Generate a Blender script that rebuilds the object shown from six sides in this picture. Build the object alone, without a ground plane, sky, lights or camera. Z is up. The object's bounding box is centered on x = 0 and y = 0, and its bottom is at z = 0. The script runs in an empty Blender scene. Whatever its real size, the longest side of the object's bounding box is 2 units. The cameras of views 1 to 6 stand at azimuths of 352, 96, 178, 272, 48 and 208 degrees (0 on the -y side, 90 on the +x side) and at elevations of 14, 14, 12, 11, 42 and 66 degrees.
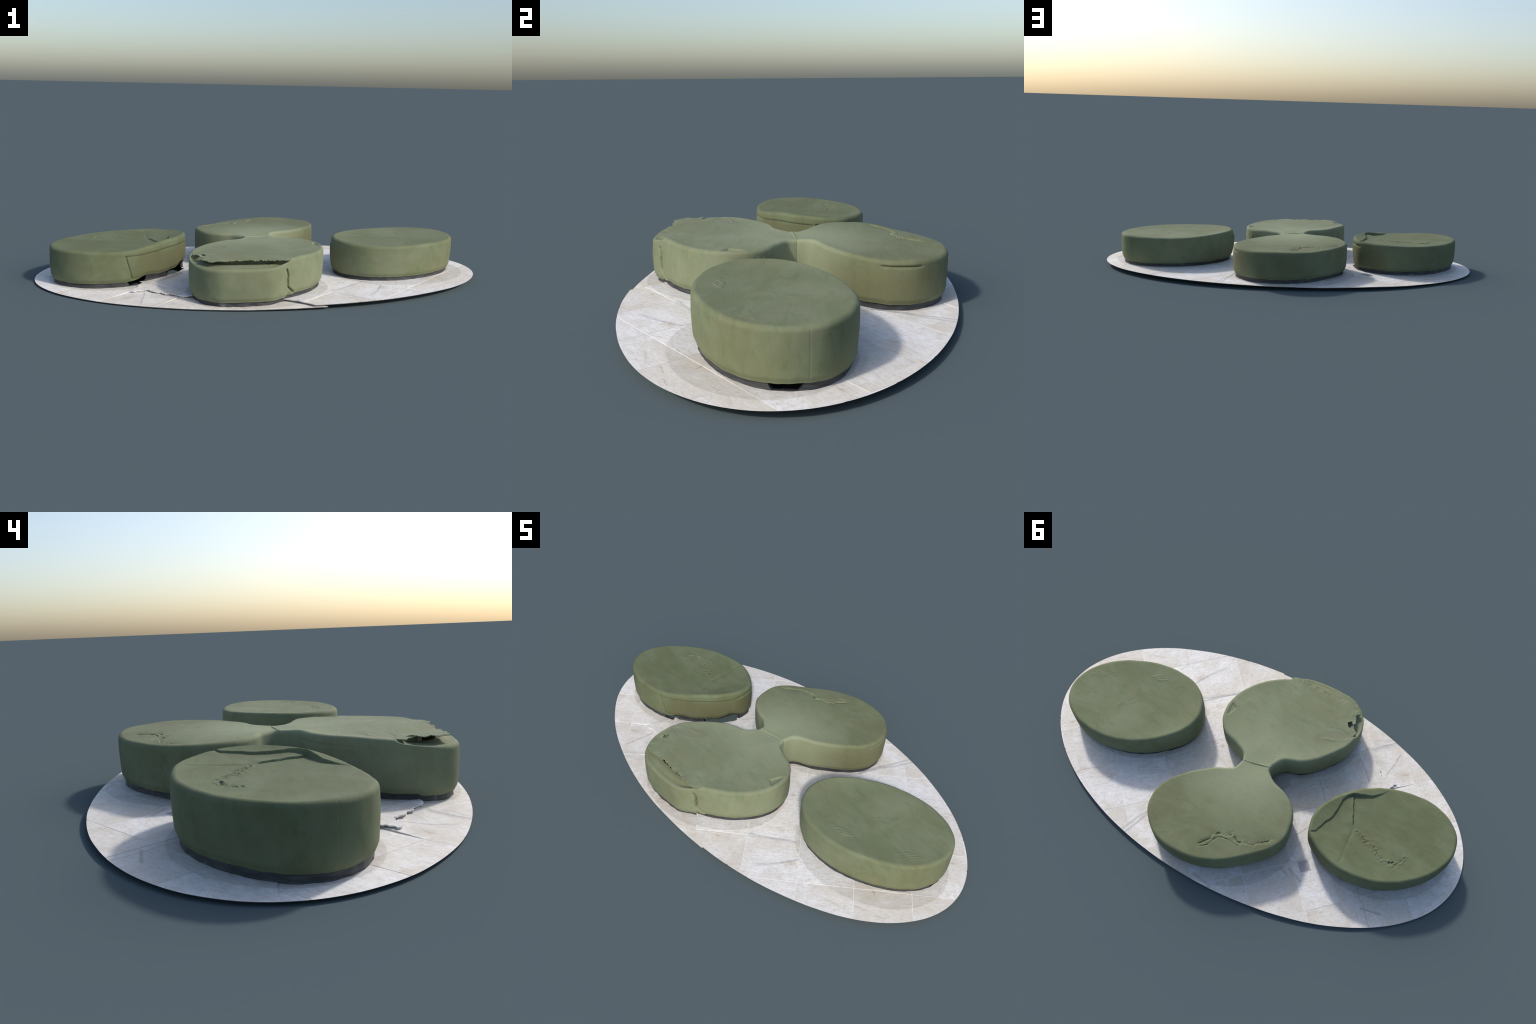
"""Lounge seating island: two oval upholstered ottomans and one peanut-shaped bench
(two lobes meeting at a narrow waist) standing on an oval patch of pale stone tiles."""
import bpy, math
import numpy as np
from mathutils import Vector
from mathutils.geometry import delaunay_2d_cdt

rng = np.random.default_rng(7)

# ------------------------------------------------------------------ numeric helpers
def hash2(i, j, seed):
    h = (i.astype(np.int64) * 374761393 + j.astype(np.int64) * 668265263 + seed * 1442695041) & 0xFFFFFFFF
    h = ((h ^ (h >> 13)) * 1274126177) & 0xFFFFFFFF
    return ((h ^ (h >> 16)) & 0xFFFF) / 32767.5 - 1.0


def noise(x, y, scale, seed=0, octaves=2):
    """Smooth value noise in about -1..1."""
    x, y = np.asarray(x, float), np.asarray(y, float)
    tot, amp, norm = 0, 1.0, 0
    for o in range(octaves):
        u, v = x * scale * 2 ** o, y * scale * 2 ** o
        i, j = np.floor(u), np.floor(v)
        f, g = u - i, v - j
        f, g = f * f * (3 - 2 * f), g * g * (3 - 2 * g)
        s = seed + 17 * o
        n = (hash2(i, j, s) * (1 - f) + hash2(i + 1, j, s) * f) * (1 - g) + \
            (hash2(i, j + 1, s) * (1 - f) + hash2(i + 1, j + 1, s) * f) * g
        tot, norm, amp = tot + amp * n, norm + amp, amp * .5
    return tot / norm


def smooth(e0, e1, x):
    t = np.clip((np.asarray(x, float) - e0) / (e1 - e0), 0, 1)
    return t * t * (3 - 2 * t)


def closed_curve(P, n, soft=0.0):
    """Closed Catmull-Rom spline through P resampled to n points of equal spacing."""
    P = np.array(P, float)
    t = (np.arange(40) / 40)[None, :, None]
    a, b, c, d = [np.roll(P, k, 0)[:, None] for k in (1, 0, -1, -2)]
    Q = (.5 * (2 * b + (c - a) * t + (2 * a - 5 * b + 4 * c - d) * t ** 2 + (3 * b - a - 3 * c + d) * t ** 3)).reshape(-1, P.shape[1])
    Q = np.vstack([Q, Q[:1]])
    s = np.r_[0, np.cumsum(np.linalg.norm(np.diff(Q[:, :2], axis=0), axis=1))]
    u = np.linspace(0, s[-1], n, endpoint=False)
    return np.stack([np.interp(u, s, Q[:, k]) for k in range(P.shape[1])], 1)


def polyline_dist(X, Y, L):
    """Signed distance (left of travel positive) to a polyline and the 0..1 position along it."""
    L = np.array(L, float)
    seg = np.linalg.norm(np.diff(L, axis=0), axis=1)
    cum = np.r_[0, np.cumsum(seg)] / seg.sum()
    best = np.full(np.shape(X), 1e9)
    sign = np.ones(np.shape(X))
    pos = np.zeros(np.shape(X))
    for k in range(len(seg)):
        a, d = L[k], (L[k + 1] - L[k])
        h = np.clip(((X - a[0]) * d[0] + (Y - a[1]) * d[1]) / seg[k] ** 2, 0, 1)
        dx, dy = X - a[0] - h * d[0], Y - a[1] - h * d[1]
        q = np.hypot(dx, dy)
        cr = d[0] * dy - d[1] * dx
        m = q < best - 1e-9
        best = np.where(m, q, best)
        sign = np.where(m, np.sign(cr), sign)
        pos = np.where(m, cum[k] + h * (cum[k + 1] - cum[k]), pos)
    return best * sign, pos


def inside(px, py, poly):
    res = np.zeros(np.shape(px), bool)
    n = len(poly)
    for k in range(n):
        (x1, y1), (x2, y2) = poly[k - 1][:2], poly[k][:2]
        if y1 == y2:
            continue
        c = ((y1 > py) != (y2 > py)) & (px < (x2 - x1) * (py - y1) / (y2 - y1) + x1)
        res ^= c
    return res


def jag(L, step, amp, seed):
    """Refine a polyline and roughen it sideways, so it looks torn."""
    L = np.array(L, float)
    s = np.r_[0, np.cumsum(np.linalg.norm(np.diff(L, axis=0), axis=1))]
    u = np.linspace(0, s[-1], max(3, int(s[-1] / step)))
    P = np.stack([np.interp(u, s, L[:, k]) for k in (0, 1)], 1)
    t = np.gradient(P, axis=0)
    t /= np.linalg.norm(t, axis=1)[:, None]
    r = np.random.default_rng(seed)
    o = amp * (noise(u, u * 0, 1 / (step * 7), seed, 2) + .5 * noise(u, u * 0, 1 / (step * 2.2), seed + 1, 2) + .35 * r.uniform(-1, 1, len(u)))
    o[0] = o[-1] = 0
    return P + np.stack([-t[:, 1], t[:, 0]], 1) * o[:, None]


# ------------------------------------------------------------------ object helpers
def link(ob, parent=None):
    bpy.context.scene.collection.objects.link(ob)
    if parent:
        ob.parent = parent
    return ob


def empty(name, label, category):
    ob = bpy.data.objects.new(name, None)
    ob.empty_display_size = .1
    ob["label"], ob["category"] = label, category
    return link(ob)


def mesh_object(name, verts, faces, mat, parent, smooth_angle=40):
    me = bpy.data.meshes.new(name)
    me.from_pydata([tuple(map(float, v)) for v in verts], [], [tuple(map(int, f)) for f in faces])
    me.validate()
    me.materials.append(mat)
    me.polygons.foreach_set("use_smooth", [True] * len(me.polygons))
    if smooth_angle < 180:
        me.set_sharp_from_angle(angle=math.radians(smooth_angle))
    me.update()
    return link(bpy.data.objects.new(name, me), parent)


def triangulated(outlines, step, extra_lines=(), phase=0.0):
    """Constrained Delaunay mesh of everything inside the bounds of the outlines.
    Returns vertices (n,2), triangles (m,3)."""
    V, E = [], []
    for closed, pts in [(True, o) for o in outlines] + [(False, l) for l in extra_lines]:
        b = len(V)
        V += [tuple(p[:2]) for p in pts]
        E += [(b + i, b + i + 1) for i in range(len(pts) - 1)]
        if closed:
            E.append((b + len(pts) - 1, b))
    A = np.array(V)
    lo, hi = A.min(0), A.max(0)
    gx, gy = np.meshgrid(np.arange(lo[0] + phase * step, hi[0], step), np.arange(lo[1], hi[1], step))
    V += list(zip((gx + (np.arange(gx.shape[0]) % 2)[:, None] * step / 2).ravel(), gy.ravel()))
    r = delaunay_2d_cdt([Vector(p) for p in V], E, [], 0, 1e-6)
    return np.array([tuple(v) for v in r[0]]), np.array([list(f) for f in r[2]])


def sheet(name, V, T, top, bottom, mat, parent):
    """Solid sheet from a flat triangulation: upper skin, lower skin and the rim between."""
    used, inv = np.unique(T, return_inverse=True)
    V, T = V[used], inv.reshape(-1, 3)
    a = V[T]
    cw = np.cross(a[:, 1] - a[:, 0], a[:, 2] - a[:, 0]) < 0
    T[cw] = T[cw][:, ::-1]
    n = len(V)
    zt, zb = top(V[:, 0], V[:, 1]), bottom(V[:, 0], V[:, 1])
    # the cut outer edge of the paving is undercut
    B = V * np.where(np.hypot(V[:, 0] / FLOOR_A, V[:, 1] / FLOOR_B) > .993, .994, 1.0)[:, None]
    W = np.vstack([np.c_[V, zt], np.c_[B, zb]])
    edges = {}
    for t in T:
        for k in range(3):
            edges[(t[k], t[(k + 1) % 3])] = 1
    F = [tuple(t) for t in T] + [tuple(t[::-1] + n) for t in T]
    F += [(b, a, a + n, b + n) for (a, b) in edges if (b, a) not in edges]
    return mesh_object(name, W, F, mat, parent, 35)


# ------------------------------------------------------------------ node helpers
class Nodes:
    def __init__(self, name):
        self.mat = bpy.data.materials.new(name)
        self.mat.use_nodes = True
        self.t = self.mat.node_tree
        self.t.nodes.clear()
        self.out = self.t.nodes.new("ShaderNodeOutputMaterial")
        self.bsdf = self.t.nodes.new("ShaderNodeBsdfPrincipled")
        self.t.links.new(self.bsdf.outputs[0], self.out.inputs[0])
        self.coord = self.t.nodes.new("ShaderNodeTexCoord").outputs["Object"]

    def put(self, socket, value):
        if hasattr(value, "is_linked") or isinstance(value, bpy.types.NodeSocket):
            self.t.links.new(value, socket)
        elif isinstance(value, (tuple, list)) and len(value) == 3 and socket.type == "RGBA":
            socket.default_value = (*value, 1)
        else:
            socket.default_value = value

    def math(self, op, a, b=0.0, c=None, clamp=False):
        n = self.t.nodes.new("ShaderNodeMath")
        n.operation, n.use_clamp = op, clamp
        self.put(n.inputs[0], a)
        self.put(n.inputs[1], b)
        if c is not None:
            self.put(n.inputs[2], c)
        return n.outputs[0]

    def vec(self, op, a, b=(0, 0, 0), out=0):
        n = self.t.nodes.new("ShaderNodeVectorMath")
        n.operation = op
        self.put(n.inputs[0], a)
        if op == "SCALE":
            self.put(n.inputs["Scale"], b)
        else:
            self.put(n.inputs[1], b)
        return n.outputs["Value"] if op in ("LENGTH", "DOT_PRODUCT", "DISTANCE") else n.outputs[0]

    def mapping(self, v, loc=(0, 0, 0), rot=(0, 0, 0), scale=(1, 1, 1), kind="POINT"):
        n = self.t.nodes.new("ShaderNodeMapping")
        n.vector_type = kind
        self.put(n.inputs[0], v)
        n.inputs[1].default_value, n.inputs[2].default_value, n.inputs[3].default_value = loc, rot, scale
        return n.outputs[0]

    def noise(self, v, scale, detail=3, rough=.55, distort=0.0):
        n = self.t.nodes.new("ShaderNodeTexNoise")
        self.put(n.inputs["Vector"], v)
        n.inputs["Scale"].default_value, n.inputs["Detail"].default_value = scale, detail
        n.inputs["Roughness"].default_value, n.inputs["Distortion"].default_value = rough, distort
        return n.outputs["Fac"]

    def ramp(self, v, a, b, lo=0.0, hi=1.0):
        n = self.t.nodes.new("ShaderNodeMapRange")
        n.interpolation_type = "SMOOTHSTEP"
        self.put(n.inputs[0], v)
        for k, x in zip((1, 2, 3, 4), (a, b, lo, hi)):
            n.inputs[k].default_value = x
        return n.outputs[0]

    def mix(self, f, a, b, blend="MIX"):
        n = self.t.nodes.new("ShaderNodeMix")
        n.data_type, n.blend_type = "RGBA", blend
        self.put(n.inputs[0], f)
        self.put(n.inputs[6], a)
        self.put(n.inputs[7], b)
        return n.outputs[2]

    def bump(self, h, strength, dist):
        n = self.t.nodes.new("ShaderNodeBump")
        n.inputs["Strength"].default_value, n.inputs["Distance"].default_value = strength, dist
        self.put(n.inputs["Height"], h)
        self.t.links.new(n.outputs[0], self.bsdf.inputs["Normal"])

    def ellipse(self, centre, a, b, angle, edge=.04, warp=None):
        """1 inside an ellipse on the plan, 0 outside."""
        v = self.coord if warp is None else warp
        v = self.vec("MULTIPLY", v, (1, 1, 0))
        v = self.vec("SUBTRACT", v, (*centre, 0))
        v = self.mapping(v, rot=(0, 0, math.radians(-angle)))
        v = self.vec("MULTIPLY", v, (1 / a, 1 / b, 0))
        return self.ramp(self.vec("LENGTH", v), 1 - edge, 1 + edge, 1, 0)

    def stroke(self, p, q, width, warp):
        """1 along a line from p to q on the plan, fading at the sides."""
        ba = (q[0] - p[0], q[1] - p[1], 0)
        l2 = ba[0] ** 2 + ba[1] ** 2
        pa = self.vec("SUBTRACT", self.vec("MULTIPLY", warp, (1, 1, 0)), (*p, 0))
        h = self.math("DIVIDE", self.vec("DOT_PRODUCT", pa, ba), l2, clamp=True)
        d = self.vec("LENGTH", self.vec("SUBTRACT", pa, self.vec("SCALE", ba, h)))
        return self.ramp(d, width * .15, width, 1, 0)

    def warped(self, scale, amount, seed=0.0):
        n = self.t.nodes.new("ShaderNodeTexNoise")
        self.put(n.inputs["Vector"], self.mapping(self.coord, loc=(seed, seed * .7, 0)))
        n.inputs["Scale"].default_value, n.inputs["Detail"].default_value = scale, 3
        return self.vec("ADD", self.coord, self.vec("SCALE", self.vec("SUBTRACT", n.outputs["Color"], (.5, .5, .5)), amount))


# ------------------------------------------------------------------ materials
def fabric(name, base, light, olive, patches=()):
    """Soft matt upholstery: mottled grey green with olive clouds and rubbed nap strokes."""
    m = Nodes(name)
    cloud = m.ramp(m.noise(m.coord, 5.5, 4, .6, .4), .38, .66)
    col = m.mix(cloud, base, light)
    col = m.mix(m.math("MULTIPLY", m.ramp(m.noise(m.mapping(m.coord, loc=(3, 1, 2)), 4.0, 3), .5, .72), .65), col, olive)
    nap = m.noise(m.mapping(m.coord, rot=(0, 0, .5), scale=(9, 34, 14)), 1.0, 4, .6, .6)
    col = m.mix(m.ramp(nap, .3, .75, 0.0, .26), col, tuple(c * 1.22 for c in light))
    hue = m.noise(m.mapping(m.coord, loc=(1, 5, 0)), 15, 4, .62, .5)
    col = m.mix(m.ramp(hue, .40, .66, 0, .8), col, (1.06, .99, .99), "MULTIPLY")
    rub = m.noise(m.mapping(m.coord, loc=(6, 2, 1), rot=(0, 0, 1.1), scale=(12, 30, 14)), 1.0, 3, .6, 1.2)
    col = m.mix(m.ramp(rub, .52, .70, 0, .8), col, (.84, .88, .82), "MULTIPLY")
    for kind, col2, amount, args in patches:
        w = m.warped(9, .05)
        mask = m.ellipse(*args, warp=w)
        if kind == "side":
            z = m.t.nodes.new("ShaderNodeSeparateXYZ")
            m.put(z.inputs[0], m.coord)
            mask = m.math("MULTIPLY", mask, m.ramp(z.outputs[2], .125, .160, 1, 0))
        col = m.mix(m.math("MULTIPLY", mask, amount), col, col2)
    fine = m.noise(m.coord, 420, 2, .6)
    col = m.mix(m.ramp(fine, .3, .7, 0, .16), col, tuple(c * .6 for c in base))
    m.put(m.bsdf.inputs["Base Color"], col)
    m.bsdf.inputs["Roughness"].default_value = .82
    m.bsdf.inputs["Specular IOR Level"].default_value = .25
    m.bump(m.math("ADD", m.math("MULTIPLY", nap, .8), m.math("MULTIPLY", fine, .18)), .35, .004)
    return m.mat


def plinth_material():
    m = Nodes("dark_rubbed_metal")
    streak = m.noise(m.mapping(m.coord, scale=(20, 20, 130)), 1.0, 4)
    col = m.mix(m.ramp(streak, .35, .7), (.016, .017, .019), (.048, .050, .053))
    col = m.mix(m.ramp(m.noise(m.coord, 16, 2), .64, .74, 0, .6), col, (.16, .17, .18))
    m.put(m.bsdf.inputs["Base Color"], col)
    m.bsdf.inputs["Roughness"].default_value = .55
    m.bump(streak, .3, .002)
    return m.mat


GRID_ANGLE = math.radians(43.6)
PITCH, P0, Q0 = .2165, .1590, -.0020


def stone_material(name, tint):
    """Pale marble tile: cloudy, finely streaked, with tan rust flecks and grey veins."""
    m = Nodes(name)
    info = m.t.nodes.new("ShaderNodeObjectInfo")
    rnd = info.outputs["Random"]
    rot = m.mapping(m.coord, rot=(0, 0, -GRID_ANGLE))
    shift = m.t.nodes.new("ShaderNodeCombineXYZ")
    for k, f in enumerate((7.0, 13.0, 3.0)):
        m.put(shift.inputs[k], m.math("MULTIPLY", rnd, f))
    v = m.vec("ADD", rot, shift.outputs[0])
    warm = m.math("MULTIPLY_ADD", m.noise(v, 8, 6, .66, .9), .85, m.math("MULTIPLY", rnd, .26))
    col = m.mix(m.ramp(warm, .34, .78), (.835, .825, .825), tint)
    streak = m.noise(m.mapping(v, rot=(0, 0, .35), scale=(14, 120, 14)), 1.0, 6, .68, .5)
    col = m.mix(m.ramp(streak, .48, .76, 0, .45), col, (.50, .455, .40))
    blotch = m.noise(m.mapping(v, scale=(1, 1.6, 1)), 60, 5, .7, .4)
    col = m.mix(m.ramp(blotch, .44, .70, 0, .55), col, (.53, .49, .43))
    fleck = m.noise(m.mapping(v, rot=(0, 0, .2), scale=(60, 170, 60)), 1.0, 4, .7)
    col = m.mix(m.ramp(fleck, .56, .74, 0, .55), col, (.34, .30, .255))
    rust = m.math("MULTIPLY", m.ramp(m.noise(v, 9, 4, .6, .6), .60, .76), m.ramp(streak, .40, .62))
    col = m.mix(m.math("MULTIPLY", rust, .75), col, (.46, .33, .21))
    # broad pale blue-grey veins, named cracks and painted fold shadows
    w = m.warped(11, .028)
    for p, q, wd, dark in STROKES:
        f = m.math("MULTIPLY", m.stroke(p, q, wd, w), dark)
        col = m.mix(f, col, (.22, .23, .25) if dark > .3 else (.38, .41, .43))
    w2 = m.warped(60, .008, 3.0)
    for p, q, wd, dark in RUST_STROKES:
        col = m.mix(m.math("MULTIPLY", m.stroke(p, q, wd, w2), dark * .6), col, (.30, .23, .15))
    # crisp-edged cast shadow of every seat, painted into the stone colour
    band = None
    for e in PAINTED_SHADOWS:
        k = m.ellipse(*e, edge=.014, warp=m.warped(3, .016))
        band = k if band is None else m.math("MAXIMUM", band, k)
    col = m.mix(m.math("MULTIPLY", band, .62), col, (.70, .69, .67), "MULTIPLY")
    m.put(m.bsdf.inputs["Base Color"], col)
    m.bsdf.inputs["Roughness"].default_value = .6
    m.bsdf.inputs["Specular IOR Level"].default_value = .3
    m.bump(m.math("ADD", streak, m.math("MULTIPLY", fleck, .5)), .18, .003)
    return m.mat


def plain(name, col, rough=.8, grain=.15):
    m = Nodes(name)
    f = m.noise(m.coord, 60, 3)
    m.put(m.bsdf.inputs["Base Color"], m.mix(m.ramp(f, .3, .7), tuple(c * (1 - grain) for c in col), tuple(c * (1 + grain) for c in col)))
    m.bsdf.inputs["Roughness"].default_value = rough
    return m.mat


# lines on the stone: (from, to, half width, darkness)
STROKES = [((.282, .266), (.313, .366), .012, .40), ((.313, .366), (.363, .507), .008, .40),  # first four: shadow lines of folds in the paving, drawn dark
           ((.277, .251), (.328, .376), .010, .35), ((.328, .376), (.382, .497), .008, .35),
           ((.490, -.284), (.458, -.339), .008, .36), ((.458, -.339), (.400, -.425), .010, .30),
           ((.409, -.233), (.262, -.345), .014, .28), ((.409, -.228), (.262, -.340), .003, .5),
           ((-.407, -.419), (-.500, -.470), .012, .30), ((-.398, -.43), (-.480, -.490), .010, .28),
           ((-.520, -.299), (-.531, -.427), .006, .42), ((-.300, .150), (-.330, .094), .007, .35),
           ((-.390, -.35), (-.60, -.33), .030, .14), ((.110, .05), (.40, .20), .020, .10),
           ((.481, -.296), (.407, -.433), .006, .3),
           ((-.633, .228), (-.753, .358), 0.0022, .6), ((-.26, -.131), (-.36, -.03), .0022, .6)]
RUST_STROKES = [((.778, -.266), (.820, -.250), .004, .55), ((.858, -.238), (.889, -.223), .005, .5), ((.771, -.163), (.790, -.172), .007, .6),
                ((-.688, .301), (-.768, .285), .007, .7), ((-.343, .30), (-.410, .325), .008, .6),
                ((-.309, .314), (-.350, .330), .007, .55), ((.0, .517), (-.075, .529), .010, .5),
                ((.69, -.33), (.76, -.31), .005, .3), ((-.70, .40), (-.75, .355), .006, .3)]
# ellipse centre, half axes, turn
PAINTED_SHADOWS = [((.636, -.034), .315, .250, 14), ((-.640, .012), .300, .240, 18),
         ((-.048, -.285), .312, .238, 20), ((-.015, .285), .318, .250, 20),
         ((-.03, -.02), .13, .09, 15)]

# patch tuple: kind, colour, amount, (centre, half a, half b, angle, edge)
OLIVE = (.150, .140, .070)
mat_east = fabric("sage_fabric", (0.144, 0.168, 0.089), (0.178, 0.204, 0.121), (0.151, 0.159, 0.080))  # all four fabrics toned darker, partway to the shade on the seat sides
mat_west = fabric("moss_fabric", (0.115, 0.134, 0.067), (0.140, 0.166, 0.093), (0.125, 0.132, 0.066),
                  [("side", (.128, .115, .052), .5, ((-.40, .0), .215, .25, 20, .12))])  # brownish shading and bounce light on the inner side, tinted into the cloth
mat_front = fabric("pale_sage_fabric", (0.170, 0.194, 0.110), (0.205, 0.235, 0.146), (0.176, 0.184, 0.097),
                   [("top", (.180, .180, .112), .5, ((-.243, -.278), .090, .026, 38, .10)),
                    ("top", (.31, .345, .225), .5, ((-.02, -.05), .20, .13, 15, .6))])  # light falling on the waist, painted as a paler area
mat_rear = fabric("olive_sage_fabric", (0.139, 0.153, 0.081), (0.168, 0.192, 0.110), (0.144, 0.148, 0.075),
                  [("side", (.140, .130, .060), .45, ((.28, .22), .18, .24, 0, .15)),  # lower east side coloured browner for reflected light and shade
                   ("top", (.31, .345, .225), .6, ((-.01, .07), .20, .15, 15, .7))])  # colour lightened near the neck for the brighter overhead light there
mat_plinth = plinth_material()
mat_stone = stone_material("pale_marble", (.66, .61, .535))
mat_grout = plain("white_grout", (.80, .79, .78), .8, .04)
mat_drain = plain("brushed_steel", (.40, .39, .42), .5, .12)

# ------------------------------------------------------------------ seat outlines
# control points of each rim: plan position and height of the rim, metres
EAST = [(.873, .142, .175), (.907, .060, .174), (.891, -.028, .173), (.840, -.101, .173), (.770, -.156, .175),
        (.691, -.196, .175), (.605, -.221, .174), (.516, -.226, .174), (.429, -.208, .177), (.357, -.156, .180),
        (.324, -.074, .181), (.339, .013, .181), (.393, .084, .179), (.461, .142, .176), (.539, .185, .173),
        (.625, .209, .172), (.714, .213, .173), (.801, .193, .174)][::-1]
WEST = [(-.356, .155, .174), (-.342, .068, .179), (-.376, -.015, .180), (-.432, -.085, .177), (-.499, -.143, .168),
        (-.578, -.186, .158), (-.665, -.208, .156), (-.754, -.211, .159), (-.839, -.181, .162), (-.903, -.120, .162),
        (-.922, -.034, .161), (-.892, .050, .161), (-.837, .121, .160), (-.768, .178, .161), (-.688, .219, .162),
        (-.600, .238, .164), (-.511, .239, .168), (-.426, .208, .170)][::-1]
REAR = [(.043, .018, .178), (.062, .068, .180), (.124, .102, .180), (.181, .145, .178), (.233, .195, .177), (.277, .251, .175),
        (.298, .319, .174), (.286, .389, .174), (.244, .446, .172), (.185, .486, .172), (.115, .500, .173),
        (.044, .497, .172), (-.027, .481, .169), (-.091, .450, .167), (-.149, .406, .167), (-.201, .358, .167),
        (-.251, .307, .170), (-.282, .243, .174), (-.276, .172, .176), (-.247, .107, .178), (-.190, .065, .179),
        (-.122, .042, .180), (-.083, .012, .179), (-.0775, -.009, .179)]
FRONT = [(-.0775, -.0105, .179), (-.084, -.030, .179), (-.114, -.071, .181), (-.180, -.098, .181), (-.236, -.143, .181),
         (-.281, -.198, .182), (-.318, -.259, .180), (-.335, -.328, .175), (-.330, -.398, .163), (-.294, -.459, .154),
         (-.235, -.498, .153), (-.165, -.508, .154), (-.093, -.506, .155), (-.023, -.494, .158), (.033, -.455, .173),
         (.096, -.417, .181), (.152, -.372, .180), (.197, -.317, .178), (.229, -.253, .177), (.239, -.183, .178),
         (.221, -.114, .178), (.173, -.063, .179), (.105, -.041, .177), (.060, -.018, .177), (.043, .0165, .177)]


def open_to_closed(P, n, straight_from_end=True):
    """Outline with one straight side (the butt joint from the last point back to the first)."""
    P = np.array(P, float)
    t = np.linspace(0, 1, 40, endpoint=False)[None, :, None]
    X = np.vstack([2 * P[:1] - P[1:2], P, 2 * P[-1:] - P[-2:-1]])
    a, b, c, d = [X[k:len(X) - 3 + k][:, None] for k in range(4)]
    Q = (.5 * (2 * b + (c - a) * t + (2 * a - 5 * b + 4 * c - d) * t ** 2 + (3 * b - a - 3 * c + d) * t ** 3)).reshape(-1, 3)
    Q = np.vstack([Q, P[-1:], P[:1]])
    s = np.r_[0, np.cumsum(np.linalg.norm(np.diff(Q[:, :2], axis=0), axis=1))]
    u = np.linspace(0, s[-1], n, endpoint=False)
    curve = np.stack([np.interp(u, s, Q[:, k]) for k in range(3)], 1)
    return curve, smooth(s[-2] - .004, s[-2] + .006, u) * smooth(s[-1] + .004, s[-1] - .006, u)


# ------------------------------------------------------------------ floor heights
def floor_main(x, y):
    return np.interp(x, [-1, -.7, -.38, 0, .4, .7, 1], [.0055, .0095, .0150, .0170, .0205, .0225, .0210]) + \
        .0008 * noise(x, y, 7, 5) + .009 * np.exp(-((x + .43) ** 2 + (y + .20) ** 2) / .13 ** 2) + \
        .0095 * np.exp(-((x + .22) ** 2 + (y - .06) ** 2) / .13 ** 2) + \
        .0025 * np.exp(-((x + .32) ** 2 + (y - .36) ** 2) / .15 ** 2)


def floor_low(x, y):
    z = np.interp(x, [-1, -.7, -.38, -.1, .15], [.0055, .0042, .0040, .0050, .0095]) + .0004 * noise(x, y, 7, 6)
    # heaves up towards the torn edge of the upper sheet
    d = polyline_dist(x, y, [(-.57, -.27), (-.48, -.31), (-.40, -.353), (-.30, -.385)])[0]
    return z + (.62 + .3 * noise(x, y, 30, 8)) * (floor_main(x, y) - z) * smooth(.075, .0, np.abs(d)) * smooth(-.62, -.55, x)


FLOOR_A, FLOOR_B = .9995, .5435
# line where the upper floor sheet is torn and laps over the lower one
TEAR = np.vstack([[(.190, -.60)], jag([(.150, -.545), (.118, -.505), (.074, -.468)], .006, .003, 3), [(0, -.42), (-.22, -.38)],
                  jag([(-.28, -.385), (-.335, -.378), (-.376, -.371), (-.403, -.351), (-.430, -.339), (-.478, -.310),
                       (-.500, -.283), (-.545, -.290), (-.572, -.287), (-.560, -.250), (-.548, -.215), (-.530, -.170)], .005, .007, 4),
                  [(-.60, -.06), (-.80, .00), (-.90, .0), (-1.05, .0)]])


def lower_side(x, y):
    return polyline_dist(x, y, TEAR)[0]  # positive = left of travel = lower sheet


def offset_outline(c, d):
    t = np.roll(c, -1, 0) - np.roll(c, 1, 0)
    t = t[:, :2] / np.linalg.norm(t[:, :2], axis=1)[:, None]
    return c[:, :2] + d * np.stack([t[:, 1], -t[:, 0]], 1)


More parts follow.
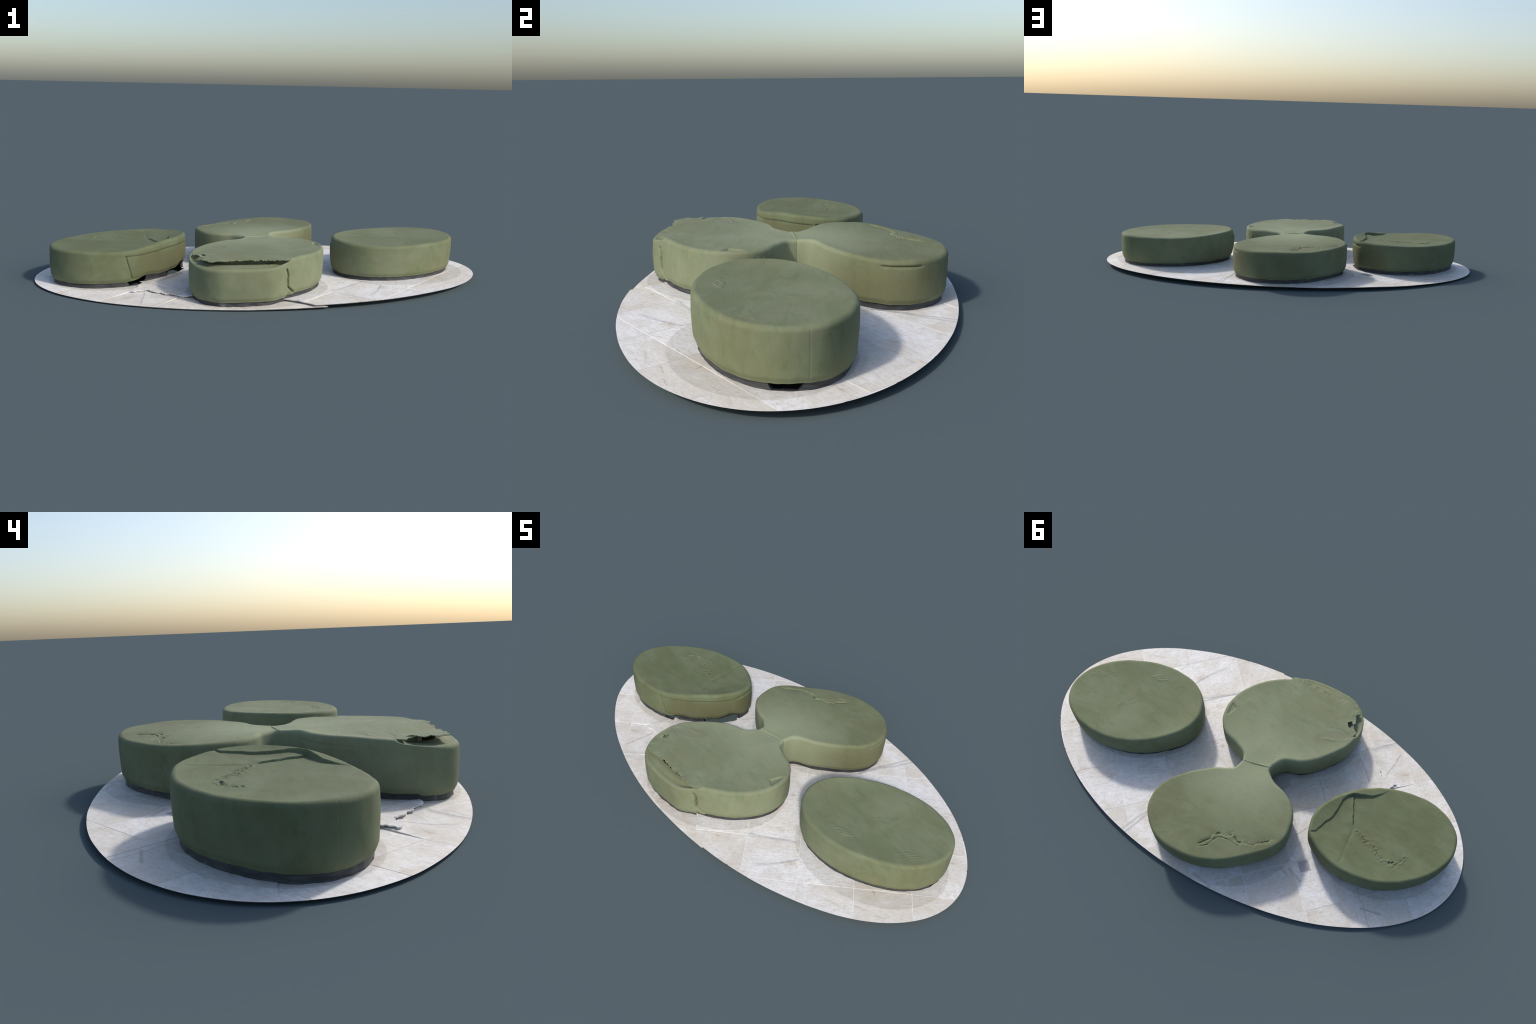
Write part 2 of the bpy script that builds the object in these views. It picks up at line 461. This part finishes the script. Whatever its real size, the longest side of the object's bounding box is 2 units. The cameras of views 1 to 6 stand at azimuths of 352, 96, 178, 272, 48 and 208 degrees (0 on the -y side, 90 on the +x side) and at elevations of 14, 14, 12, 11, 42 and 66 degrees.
def build_floor(seat_outlines):
    root = empty("stone_floor", "oval patch of pale marble floor tiles with white joints", "floor")
    th = np.linspace(0, 2 * np.pi, 420, endpoint=False)
    rim = np.stack([FLOOR_A * np.cos(th), FLOOR_B * np.sin(th)], 1)
    rim[:, 1] += .0012 * noise(th * 3, th * 0, 2, 9)
    e1 = np.array([math.cos(GRID_ANGLE), math.sin(GRID_ANGLE)])
    e2 = np.array([-e1[1], e1[0]])
    holes = [offset_outline(c, -.0165)[::6] for c in seat_outlines]
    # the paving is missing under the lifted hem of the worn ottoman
    a = np.linspace(0, 2 * np.pi, 60, endpoint=False)
    rr = 1 + .16 * noise(np.cos(a) * 3, np.sin(a) * 3, 1, 61, 2)
    u, v = .068 * np.cos(a) * rr, .016 * np.sin(a) * rr
    k = math.radians(60)
    holes.append(np.stack([-.382 + u * math.cos(k) - v * math.sin(k), .020 + u * math.sin(k) + v * math.cos(k)], 1))
    joint = .0010

    def stone(name, upper):
        tf = floor_main if upper else floor_low
        lines = []
        for k in range(-6, 6):
            for h in (-joint, joint):
                p = P0 + PITCH * k + h + (0 if upper else .012)
                q = Q0 + PITCH * k + h - (0 if upper else .006)
                s = np.linspace(-1.2, 1.2, 3)[:, None]
                lines += [p * e1 + s * e2, q * e2 + s * e1]
        V, T = triangulated([rim] + holes, .02, lines + [TEAR if upper else TEAR + np.array([.03, .035])])
        C = V[T].mean(1)
        keep = (C[:, 0] / FLOOR_A) ** 2 + (C[:, 1] / FLOOR_B) ** 2 < 1
        keep &= inside(C[:, 0], C[:, 1], rim)
        for h in holes:
            keep &= ~inside(C[:, 0], C[:, 1], h)
        if upper:
            keep &= lower_side(C[:, 0], C[:, 1]) < 0
        else:
            keep &= polyline_dist(C[:, 0], C[:, 1], TEAR + np.array([.03, .035]))[0] > 0
        T, C = T[keep], C[keep]
        off = (0, 0) if upper else (.012, -.006)
        pu, qu = (C @ e1 - P0 - off[0]) / PITCH, (C @ e2 - Q0 - off[1]) / PITCH
        edge = (np.abs(pu - np.round(pu)) * PITCH < joint) | (np.abs(qu - np.round(qu)) * PITCH < joint)
        cell = np.floor(pu).astype(int) * 100 + np.floor(qu).astype(int)
        curl = (lambda x, y: .0028 * smooth(.03, 0, -lower_side(x, y)) * (.4 + noise(x, y, 45, 21)) * smooth(-.62, -.56, x)) if upper else (lambda x, y: 0 * x)
        top = lambda x, y: tf(x, y) + curl(x, y)
        for cc in np.unique(cell):
            m = (cell == cc) & ~edge
            if m.sum() < 2:
                continue
            lift = .0003 * rng.uniform(-1, 1)
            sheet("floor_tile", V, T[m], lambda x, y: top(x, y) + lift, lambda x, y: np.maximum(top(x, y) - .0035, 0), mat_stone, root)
        sheet("grout_bed", V * .998, T, lambda x, y: top(x, y) - .0007, lambda x, y: np.maximum(top(x, y) - .0030, .0002), mat_grout, root)

    stone("upper", True)
    stone("lower", False)

    # square drain cover set into the paving behind the west seat
    c = np.array([(-.359, .257), (-.394, .225), (-.428, .259), (-.394, .291)])
    c = c.mean(0) + (c - c.mean(0)) * .98
    V, T = triangulated([c], .012)
    ctr = V[T].mean(1)
    T = T[inside(ctr[:, 0], ctr[:, 1], c)]
    cover = sheet("drain_cover", V, T, lambda x, y: floor_main(x, y) + .0014, lambda x, y: floor_main(x, y) - .002, mat_drain, root)
    mid = c.mean(0)
    k = mid + (c - mid) * .62
    for i in range(4):
        a, b = k[i], k[(i + 1) % 4]
        n = (b - a) / np.linalg.norm(b - a)
        o = np.array([-n[1], n[0]]) * .0012
        quad = np.array([a - o, b - o, b + o, a + o])
        z = float(floor_main(mid[0], mid[1]))
        Vq = [(*p, z + h) for h in (.0010, .0022) for p in quad]
        mesh_object("cover_rib", Vq, [(0, 1, 5, 4), (1, 2, 6, 5), (2, 3, 7, 6), (3, 0, 4, 7), (4, 5, 6, 7), (3, 2, 1, 0)],
                    mat_drain, cover)
    return root


# ------------------------------------------------------------------ seats
RIM_R, SIDE_ROWS, TOP_RINGS = .014, 40, 124


def build_cushion(name, outline, joint, mat, parent, top_fn, side_fn, floor_fn, bottom_fn):
    """Upholstered body. outline: (n,3) rim curve; joint: 1 on the straight butt joint, else 0.
    top_fn(x, y, z, t, i) adjusts the top; side_fn(s, z, xy) pushes the side outwards;
    bottom_fn(xy) is the height of the lower hem above the floor."""
    n = len(outline)
    xy, zr = outline[:, :2], outline[:, 2]
    tg = np.roll(xy, -2, 0) - np.roll(xy, 2, 0)
    tg /= np.linalg.norm(tg, axis=1)[:, None]
    nrm = np.stack([tg[:, 1], -tg[:, 0]], 1)
    for _ in range(3):
        nrm = (np.roll(nrm, 1, 0) + nrm + np.roll(nrm, -1, 0)) / 3
    nrm /= np.linalg.norm(nrm, axis=1)[:, None]
    R = RIM_R * (1 - .8 * joint)
    out = .0035 * (1 - joint)
    zf = floor_fn(xy[:, 0], xy[:, 1])
    z0 = zf + bottom_fn(xy)
    zt = zr + .0035
    rows = []
    # hem, lower rounding, wall
    for k in range(SIDE_ROWS):
        u = k / (SIDE_ROWS - 1)
        z = z0 + (zt - R - z0) * u ** .92
        hem = smooth(.020, 0, z - z0)
        lean = -.0035 * (1 - u) + .0022 * np.sin(np.pi * u)
        d = out + (lean - .0055 * hem ** 1.5) * (1 - joint)
        d = d + side_fn(xy, z, u)
        rows.append(np.c_[xy + nrm * d[:, None], z])
    for k in range(1, 8):
        a = k / 8 * np.pi / 2
        d = out - R * (1 - np.cos(a)) + side_fn(xy, zt - R, 1.0) * np.cos(a)
        rows.append(np.c_[xy + nrm * d[:, None], zt - R + R * np.sin(a)])
    inner = xy + nrm * (out - R)[:, None]
    centre = np.array([inner[:, 0].mean(), inner[:, 1].mean()])
    cap = []
    for k in range(TOP_RINGS):
        t = 1 - k / TOP_RINGS
        t = 1 - (1 - t) ** 1.0
        p = centre + (inner - centre) * t
        cap.append(np.c_[p, top_fn(p[:, 0], p[:, 1], zt, t)])
    # blend the outermost round rows to the height the top really has at its border
    dz = cap[0][:, 2] - zt
    for k in range(1, 8):
        rows[SIDE_ROWS - 1 + k][:, 2] += dz * (k / 8) ** 2
    V = np.vstack(rows + cap)
    nr = len(rows) + len(cap)
    idx = np.arange(nr * n).reshape(nr, n)
    a, b = idx[:-1], idx[1:]
    F = np.stack([a, np.roll(a, -1, 1), np.roll(b, -1, 1), b], -1).reshape(-1, 4)
    c = len(V)
    zmid = float(np.mean(top_fn(np.full(n, centre[0]), np.full(n, centre[1]), zt, 0.0)))
    V = np.vstack([V, [[*centre, zmid]], np.c_[xy - nrm * .03, z0 + .001], [[*centre, float(z0.mean())]]])
    F = [tuple(f) for f in F]
    last = idx[-1]
    F += [(last[i], last[(i + 1) % n], c) for i in range(n)]
    u = c + 1 + np.arange(n)
    for i in range(n):
        j = (i + 1) % n
        F += [(u[i], u[j], j, i), (u[j], u[i], c + 1 + n)]
    return mesh_object(name, V, F, mat, parent, 62)


def build_plinth(outline, parent, floor_fn, bottom_fn, gaps=(), lip=-.0105, torn_floor=False):
    """Dark recessed foot ring under a cushion."""
    n = len(outline)
    xy = outline[:, :2]
    o, i = offset_outline(outline, lip), offset_outline(outline, lip - .010)
    zf = floor_fn(xy[:, 0], xy[:, 1]) - .0015
    zt = floor_fn(xy[:, 0], xy[:, 1]) + np.minimum(bottom_fn(xy), .034) + .004
    w = .0016 * noise(np.arange(n) * .08, np.zeros(n), 1, 31)
    o = o + (o - i) / .010 * w[:, None]
    foot = o + (o - i) * (.15 + .15 * noise(np.arange(n) * .05, np.zeros(n), 1, 33)[:, None])
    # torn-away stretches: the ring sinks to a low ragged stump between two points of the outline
    gap = np.zeros(n)
    for p, q in gaps:
        k0, k1 = (int(np.hypot(*(xy - e).T).argmin()) for e in (p, q))
        span = (k1 - k0) % n
        u = (np.arange(n) - k0) % n
        inside_gap = u <= span
        end = np.minimum(u, span - u) * .002
        gap = np.where(inside_gap, smooth(0, .016, end + .004 * noise(u * .12, u * 0., 1, 35, 2)), gap)
    stump = .0025 + .0015 * noise(np.arange(n) * .15, np.zeros(n), 1, 37, 2)
    zt = zt + (zf + stump - zt) * gap
    V = np.vstack([np.c_[foot, zf], np.c_[o, np.minimum(zf + .006, zt)], np.c_[o, zt], np.c_[i, zt], np.c_[i, zf]])
    F = []
    for k in range(n):
        j = (k + 1) % n
        if torn_floor and min(gap[k], gap[j]) > .97 and xy[k, 0] > -.45:
            continue   # nothing is left of the foot here
        for r in range(5):
            r2 = (r + 1) % 5
            F.append((r * n + k, r * n + j, r2 * n + j, r2 * n + k))
    return mesh_object("plinth", V, F, mat_plinth, parent, 40)


def hem(base, seed, extra=None):
    def f(xy):
        x, y = xy[:, 0], xy[:, 1]
        h = base + .0022 * noise(x, y, 16, seed, 3) + .0012 * noise(x, y, 60, seed + 3)
        return h if extra is None else h + extra(x, y)
    return f


def ridge(x, y, line, width, height, seed, rough=30.0):
    """Wrinkle along a line: fades at both ends and is broken up along its length."""
    d, s = polyline_dist(x, y, line)
    d = d + .0035 * noise(x, y, 70, seed)
    f = smooth(0, .12, s) * smooth(1, .88, s)
    return height * f * np.exp(-(d / width) ** 2) * (.65 + .6 * noise(x, y, rough, seed + 1))


def step_up(x, y, line, width, rough, seed):
    """0 right of a line, 1 left of it, torn edge."""
    d, s = polyline_dist(x, y, line)
    d = d + rough * noise(x, y, 55, seed, 3)
    return smooth(-width, width, d), s, d


# --- east ottoman
def build_east():
    root = empty("oval_ottoman", "smooth oval sage green upholstered ottoman on dark plinth", "ottoman")
    c = closed_curve(EAST, 840)
    nojoint = np.zeros(len(c))

    def top(x, y, zt, t):
        z = zt * t ** 6 + (1 - t ** 6) * (.1736 + .0035 * t ** 2)
        z = z + .0011 * noise(x, y, 9, 40, 3)
        for k in range(4):   # creases pressed in the nap
            o = .016 * k
            z = z + ridge(x, y, [(.775 + o, -.085 + o * .3), (.815 + o, -.030 + o * .4)], .003, .0016, 41 + k)
            z = z + ridge(x, y, [(.52 + o * 1.2, -.165 - o * .1), (.575 + o, -.135)], .004, .0018, 51 + k)
            z = z + ridge(x, y, [(.60 + o, -.02), (.625 + o, .02 + o)], .004, .0008, 61 + k)
        return z

    def side(xy, z, u):
        x, y = xy[:, 0], xy[:, 1]
        d = .0015 * noise(np.arctan2(y, x - .615) * 2.2, z * 6, 2.2, 44, 2)
        lump = np.exp(-((x - .327) ** 2 + (y + .070) ** 2) / .045 ** 2) * smooth(.175, .145, z) * smooth(.02, .11, z)
        d = d + .009 * lump
        seam = np.exp(-((y - .106) / .0015) ** 2) * (x > .8)
        return d - .0006 * seam

    opening = lambda x, y: .004 * np.exp(-((x - .885) ** 2 + (y - .06) ** 2) / .04 ** 2)
    b = hem(.0175, 70, opening)
    build_cushion("cushion", c, nojoint, mat_east, root, top, side, floor_main, b)
    build_plinth(c, root, floor_main, b, [((.903, .004), (.897, .100))])
    return c


# --- west ottoman
CREASE = [(-.590, -.205), (-.556, -.150), (-.519, -.111), (-.444, -.079), (-.426, -.057), (-.416, -.030), (-.418, .010), (-.415, .045),
          (-.410, .066), (-.397, .089), (-.393, .110), (-.381, .142), (-.352, .170)]
SLIT = [(-.446, -.079), (-.462, -.052), (-.471, -.029), (-.484, -.008), (-.488, .011), (-.499, .030), (-.513, .051)]
WRINKLE = [(-.505, .045), (-.539, .063), (-.584, .082), (-.621, .086), (-.654, .109), (-.682, .121), (-.731, .117), (-.750, .083), (-.753, .035)]
FOLD = [(-.508, .050), (-.515, .080), (-.517, .106), (-.524, .182), (-.529, .226)]


def build_west():
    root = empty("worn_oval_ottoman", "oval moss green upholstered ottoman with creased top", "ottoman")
    c = closed_curve(WEST, 880)
    nojoint = np.zeros(len(c))
    plateau = lambda x, y: .1615 + .005 * smooth(-.62, -.36, x) - .003 * np.exp(-((x + .53) ** 2 + (y + .01) ** 2) / .12 ** 2)
    delta = c[:, 2] + .0035 - plateau(c[:, 0], c[:, 1])
    window = smooth(-.60, -.53, c[:, 0]) * smooth(.185, .155, c[:, 1])

    def top(x, y, zt, t):
        st, s, d = step_up(x, y, CREASE[::-1], .0022, .002, 80)
        deep = .42 + .58 * smooth(.46, .62, s)
        lift = .0015 * np.exp(-((x + .43) ** 2 + (y + .07) ** 2) / .07 ** 2)
        z = plateau(x, y) + delta * (window * (deep * st + (1 - deep) * t ** 5) + (1 - window) * t ** 5) + lift * st * window
        strip, s2, d2 = step_up(x, y, SLIT, .0018, .0012, 82)
        z = z + .005 * (1 - strip) * np.exp(-np.maximum(-d2, 0) / .035) * smooth(0, .1, s2) * smooth(1, .8, s2) * (1 - st)
        z = z - .0065 * np.exp(-(d2 / .0019) ** 2) * smooth(-.75, -.1, noise(x, y, 35, 83)) * smooth(0, .1, s2) * smooth(1, .85, s2)
        # hairline groove at the foot of the step
        z = z - .0016 * np.exp(-((d + .001) / .0018) ** 2) * smooth(0, .06, s) * smooth(.66, .56, s)
        z = z + ridge(x, y, WRINKLE, .008, .0018, 84, 60) + ridge(x, y, WRINKLE, .0026, -.0032, 86, 90)
        z = z + ridge(x, y, FOLD, .006, -.0025, 88) + ridge(x, y, [(-.70, .118), (-.716, .112), (-.722, .104)], .003, -.008, 90)
        dw, sw = polyline_dist(x, y, WRINKLE)
        z = z + .0030 * np.exp(-(dw / .014) ** 2) * np.clip(noise(x, y, 130, 94, 2) - .15, -1, 1) * smooth(0, .1, sw) * smooth(1, .9, sw)
        return z + .0012 * noise(x, y, 8, 92, 3) * (1 - t ** 6)

    def side(xy, z, u):
        x, y = xy[:, 0], xy[:, 1]
        d = .0018 * noise(np.arctan2(y, x + .63) * 2.2, z * 6, 2.2, 96, 2)
        # sunken side panel facing the middle of the group
        s = x + .25 * (z - .1)
        m = smooth(-.590, -.586, s + .0015 * noise(z * 90, z * 0, 1, 97)) * (y < .09) * smooth(.062, .035, y)
        zlim = .137 + .012 * smooth(-.55, -.40, x)
        panel = m * smooth(zlim + .003, zlim - .003, z) * smooth(.030, .038, z)
        edge = np.exp(-((s + .588) / .0035) ** 2) * (y < 0) * smooth(zlim + .003, zlim - .002, z) * smooth(.030, .04, z)
        top_edge = m * np.exp(-((z - zlim) / .003) ** 2)
        d = d - .0045 * panel - .006 * edge - .002 * top_edge
        lip = np.exp(-((z - .150) / .0035) ** 2) * smooth(-.372, -.362, x) * (y > .06) * (y < .17)
        seam = np.exp(-((y + .116) / .0016) ** 2) * (x < -.85)
        return d - .0006 * seam - .007 * lip

    def opening(x, y):
        a = .022 * smooth(.075, .0, np.hypot(x + .357, y - .045)) + .006 * smooth(.08, .0, np.hypot(x + .40, y + .04))
        return a + .006 * smooth(.09, .02, np.hypot(x + .53, y + .15))

    b = hem(.0205, 98, opening)
    fl = lambda x, y: np.where(smooth(-.03, .03, lower_side(x, y)) > .5, floor_low(x, y), floor_main(x, y)) * 0 + \
        floor_main(x, y) + (floor_low(x, y) - floor_main(x, y)) * smooth(-.03, .03, lower_side(x, y))
    build_cushion("cushion", c, nojoint, mat_west, root, top, side, fl, b)
    build_plinth(c, root, fl, b, [((-.425, -.082), (-.338, .098)), ((-.592, -.192), (-.505, -.150))], torn_floor=True)
    return c


# --- peanut bench
DROP = [(.070, -.432), (.020, -.412), (-.200, -.402), (-.242, -.385), (-.252, -.345), (-.360, -.300)]
CRACK = [(.030, .444), (.015, .431), (-.015, .391), (-.033, .352), (-.069, .351), (-.092, .328), (-.121, .345), (-.149, .339), (-.184, .329), (-.222, .292), (-.262, .252)]
CRACK2 = [(.015, .446), (-.021, .416), (-.042, .366), (-.080, .356), (-.115, .360), (-.148, .363)]
DIMPLE = [(.252, -.240), (.226, -.208), (.200, -.192), (.203, -.170), (.216, -.140), (.245, -.120)]
FLAP_Z = .1822


def build_bench():
    root = empty("peanut_bench", "peanut shaped sage green bench of two padded lobes", "bench")
    rear, jr = open_to_closed(REAR, 880)
    front, jf = open_to_closed(FRONT, 880)
    zero = lambda xy, z, u: 0 * xy[:, 0]

    def rear_top(x, y, zt, t):
        z = zt * t ** 3 + (1 - t ** 3) * (.1785 + .004 * smooth(.35, .02, y) - .005 * smooth(.30, .48, y))
        st, s, d = step_up(x, y, CRACK, .0022, .0022, 101)
        fade = smooth(0, .08, s) * smooth(1.0, .90, s)
        z = z - (.0024 + .0030 * smooth(.5, .9, s)) * st * np.exp(-np.maximum(d, 0) / .022) * fade * (1 - t ** 12)
        z = z - .0060 * np.exp(-(d / .0021) ** 2) * fade * smooth(-.5, .3, noise(x, y, 40, 103))
        z = z - .0045 * np.exp(-((x + .02) ** 2 + y ** 2) / .055 ** 2)
        z = z + ridge(x, y, CRACK2, .0024, -.0042, 104, 60)
        dd, ss = polyline_dist(x, y, CRACK)
        z = z + .0034 * np.exp(-(dd / .013) ** 2) * np.clip(noise(x, y, 75, 105, 3), -.5, 1) * fade
        return z + .0011 * noise(x, y, 8, 106, 3) * (1 - t ** 6)

    def rear_side(xy, z, u):
        x, y = xy[:, 0], xy[:, 1]
        d = .0016 * noise(np.arctan2(y - .28, x) * 2.2, z * 6, 2.2, 108, 2) * (1 - jr)
        lip = np.exp(-((z - .158) / .0032) ** 2) * smooth(.235, .25, x) * smooth(.275, .30, y) * smooth(.415, .395, y)
        seam = np.exp(-((x - .215) / .0016) ** 2) * (y > .4) + np.exp(-((x + .16) / .0016) ** 2) * (y > .3)
        foot = np.exp(-((x + .19) ** 2 + (y - .37) ** 2) / .07 ** 2) * smooth(.07, .035, z)
        return d - .007 * lip - .0006 * seam * (1 - jr) + .006 * foot

    drop_at = lambda x, y: polyline_dist(x, y, DROP)[0]

    def front_top(x, y, zt, t):
        d = drop_at(x, y) + .002 * noise(x, y, 60, 111)
        w = smooth(-.002, .022, d)
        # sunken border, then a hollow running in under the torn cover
        low = np.minimum(zt, .1575) + .0050 * smooth(.99, .86, t) - .075 * smooth(.815, .765, t + .012 * noise(x, y, 40, 112))
        plain_top = np.where(zt < .176, FLAP_Z - .002, zt) * t ** 4 + (1 - t ** 4) * (FLAP_Z - .002 + .0045 * (1 - t ** 2))
        blend = smooth(.2, .95, t)
        z = plain_top * (1 - w) + w * (low * (1 - 0) + 0 * blend)
        st, s, dd = step_up(x, y, DIMPLE, .004, .001, 113)
        z = z - .006 * (1 - st) * smooth(0, .15, s) * smooth(1, .85, s) * (x > .15) * smooth(1.02, .96, t)
        z = z - .0045 * np.exp(-((x + .02) ** 2 + y ** 2) / .055 ** 2)
        z = z + ridge(x, y, [(-.20, -.235), (-.29, -.275), (-.315, -.30)], .006, .002, 115)
        return z + .0011 * noise(x, y, 8, 117, 3) * (1 - t ** 6)

    def front_side(xy, z, u):
        x, y = xy[:, 0], xy[:, 1]
        d = .0016 * noise(np.arctan2(y + .28, x + .05) * 2.2, z * 6, 2.2, 120, 2) * (1 - jf)
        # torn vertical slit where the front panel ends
        line = .046 + .030 * smooth(.075, .035, z) - .010 * smooth(.12, .155, z) + .0015 * noise(z * 90, z * 0, 1, 121)
        slit = np.exp(-((x - line) / .0034) ** 2) * (y < -.3) * smooth(.148, .138, z) * smooth(.034, .045, z)
        proud = smooth(line + .004, line - .004, x) * smooth(-.06, .02, x) * (y < -.3)
        tuck = np.exp(-((x + .285) ** 2 + (y + .20) ** 2) / .018 ** 2) * np.exp(-((z - .135) / .014) ** 2)
        lip = np.exp(-((z - .158) / .003) ** 2) * (x < -.13) * (y > -.21)
        pucker = np.exp(-((x - .165) ** 2 + (y + .06) ** 2) / .05 ** 2) * np.exp(-((z - .135) / .022) ** 2) * (.5 + noise(x * 3, z, 40, 123))
        return d - .020 * slit + .006 * proud - .008 * tuck - .0025 * lip - .008 * pucker * (1 - jf)

    fl = lambda x, y: floor_main(x, y) + (floor_low(x, y) - floor_main(x, y)) * smooth(-.006, .006, lower_side(x, y))
    b_rear = hem(.0195, 130)
    b_front = hem(.0180, 133)
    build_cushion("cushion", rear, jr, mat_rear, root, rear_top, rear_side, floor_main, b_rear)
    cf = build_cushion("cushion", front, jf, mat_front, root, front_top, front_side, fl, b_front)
    build_plinth(rear, root, floor_main, b_rear)
    build_plinth(front, root, fl, b_front)

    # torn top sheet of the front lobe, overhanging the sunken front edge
    edge = jag([(.055, -.450), (.022, -.464), (-.010, -.467), (-.066, -.459), (-.113, -.462), (-.158, -.459), (-.203, -.468),
                (-.256, -.468), (-.284, -.450), (-.294, -.432), (-.287, -.412), (-.298, -.384), (-.300, -.350), (-.322, -.338)], .0026, .0072, 140)
    back = np.array([(-.315, -.300), (-.245, -.318), (-.205, -.372), (-.15, -.380), (.0, -.388), (.060, -.412)])
    ring = np.vstack([edge, back])
    hole = np.array([(-.268, -.366), (-.278, -.352), (-.287, -.345), (-.291, -.358), (-.296, -.366), (-.289, -.372), (-.284, -.382), (-.275, -.376)])
    V, T = triangulated([ring, hole], .0036)
    C = V[T].mean(1)
    T = T[inside(C[:, 0], C[:, 1], ring) & ~inside(C[:, 0], C[:, 1], hole)]

    def flap_top(x, y):
        d = polyline_dist(x, y, back[::-1])[0]
        d = np.abs(d)
        z = FLAP_Z - .0040 + .0036 * smooth(0, .016, d) + .0016 * smooth(.02, .06, d)
        e = np.abs(polyline_dist(x, y, edge)[0])
        z = z + .0045 * smooth(.022, 0, e) * noise(x, y, 48, 143, 4) - .0012 * smooth(.05, 0, e)
        # narrow irregular pleats running back from the torn edge
        return z + .0016 * noise(x + .25 * y, y * .3, 70, 145, 4) * smooth(.06, .01, e) * smooth(.008, .03, d)
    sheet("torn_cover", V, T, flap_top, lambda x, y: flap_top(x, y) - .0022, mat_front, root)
    return rear, front


c_east = build_east()
c_west = build_west()
c_rear, c_front = build_bench()
build_floor([c_east, c_west, c_rear, c_front])
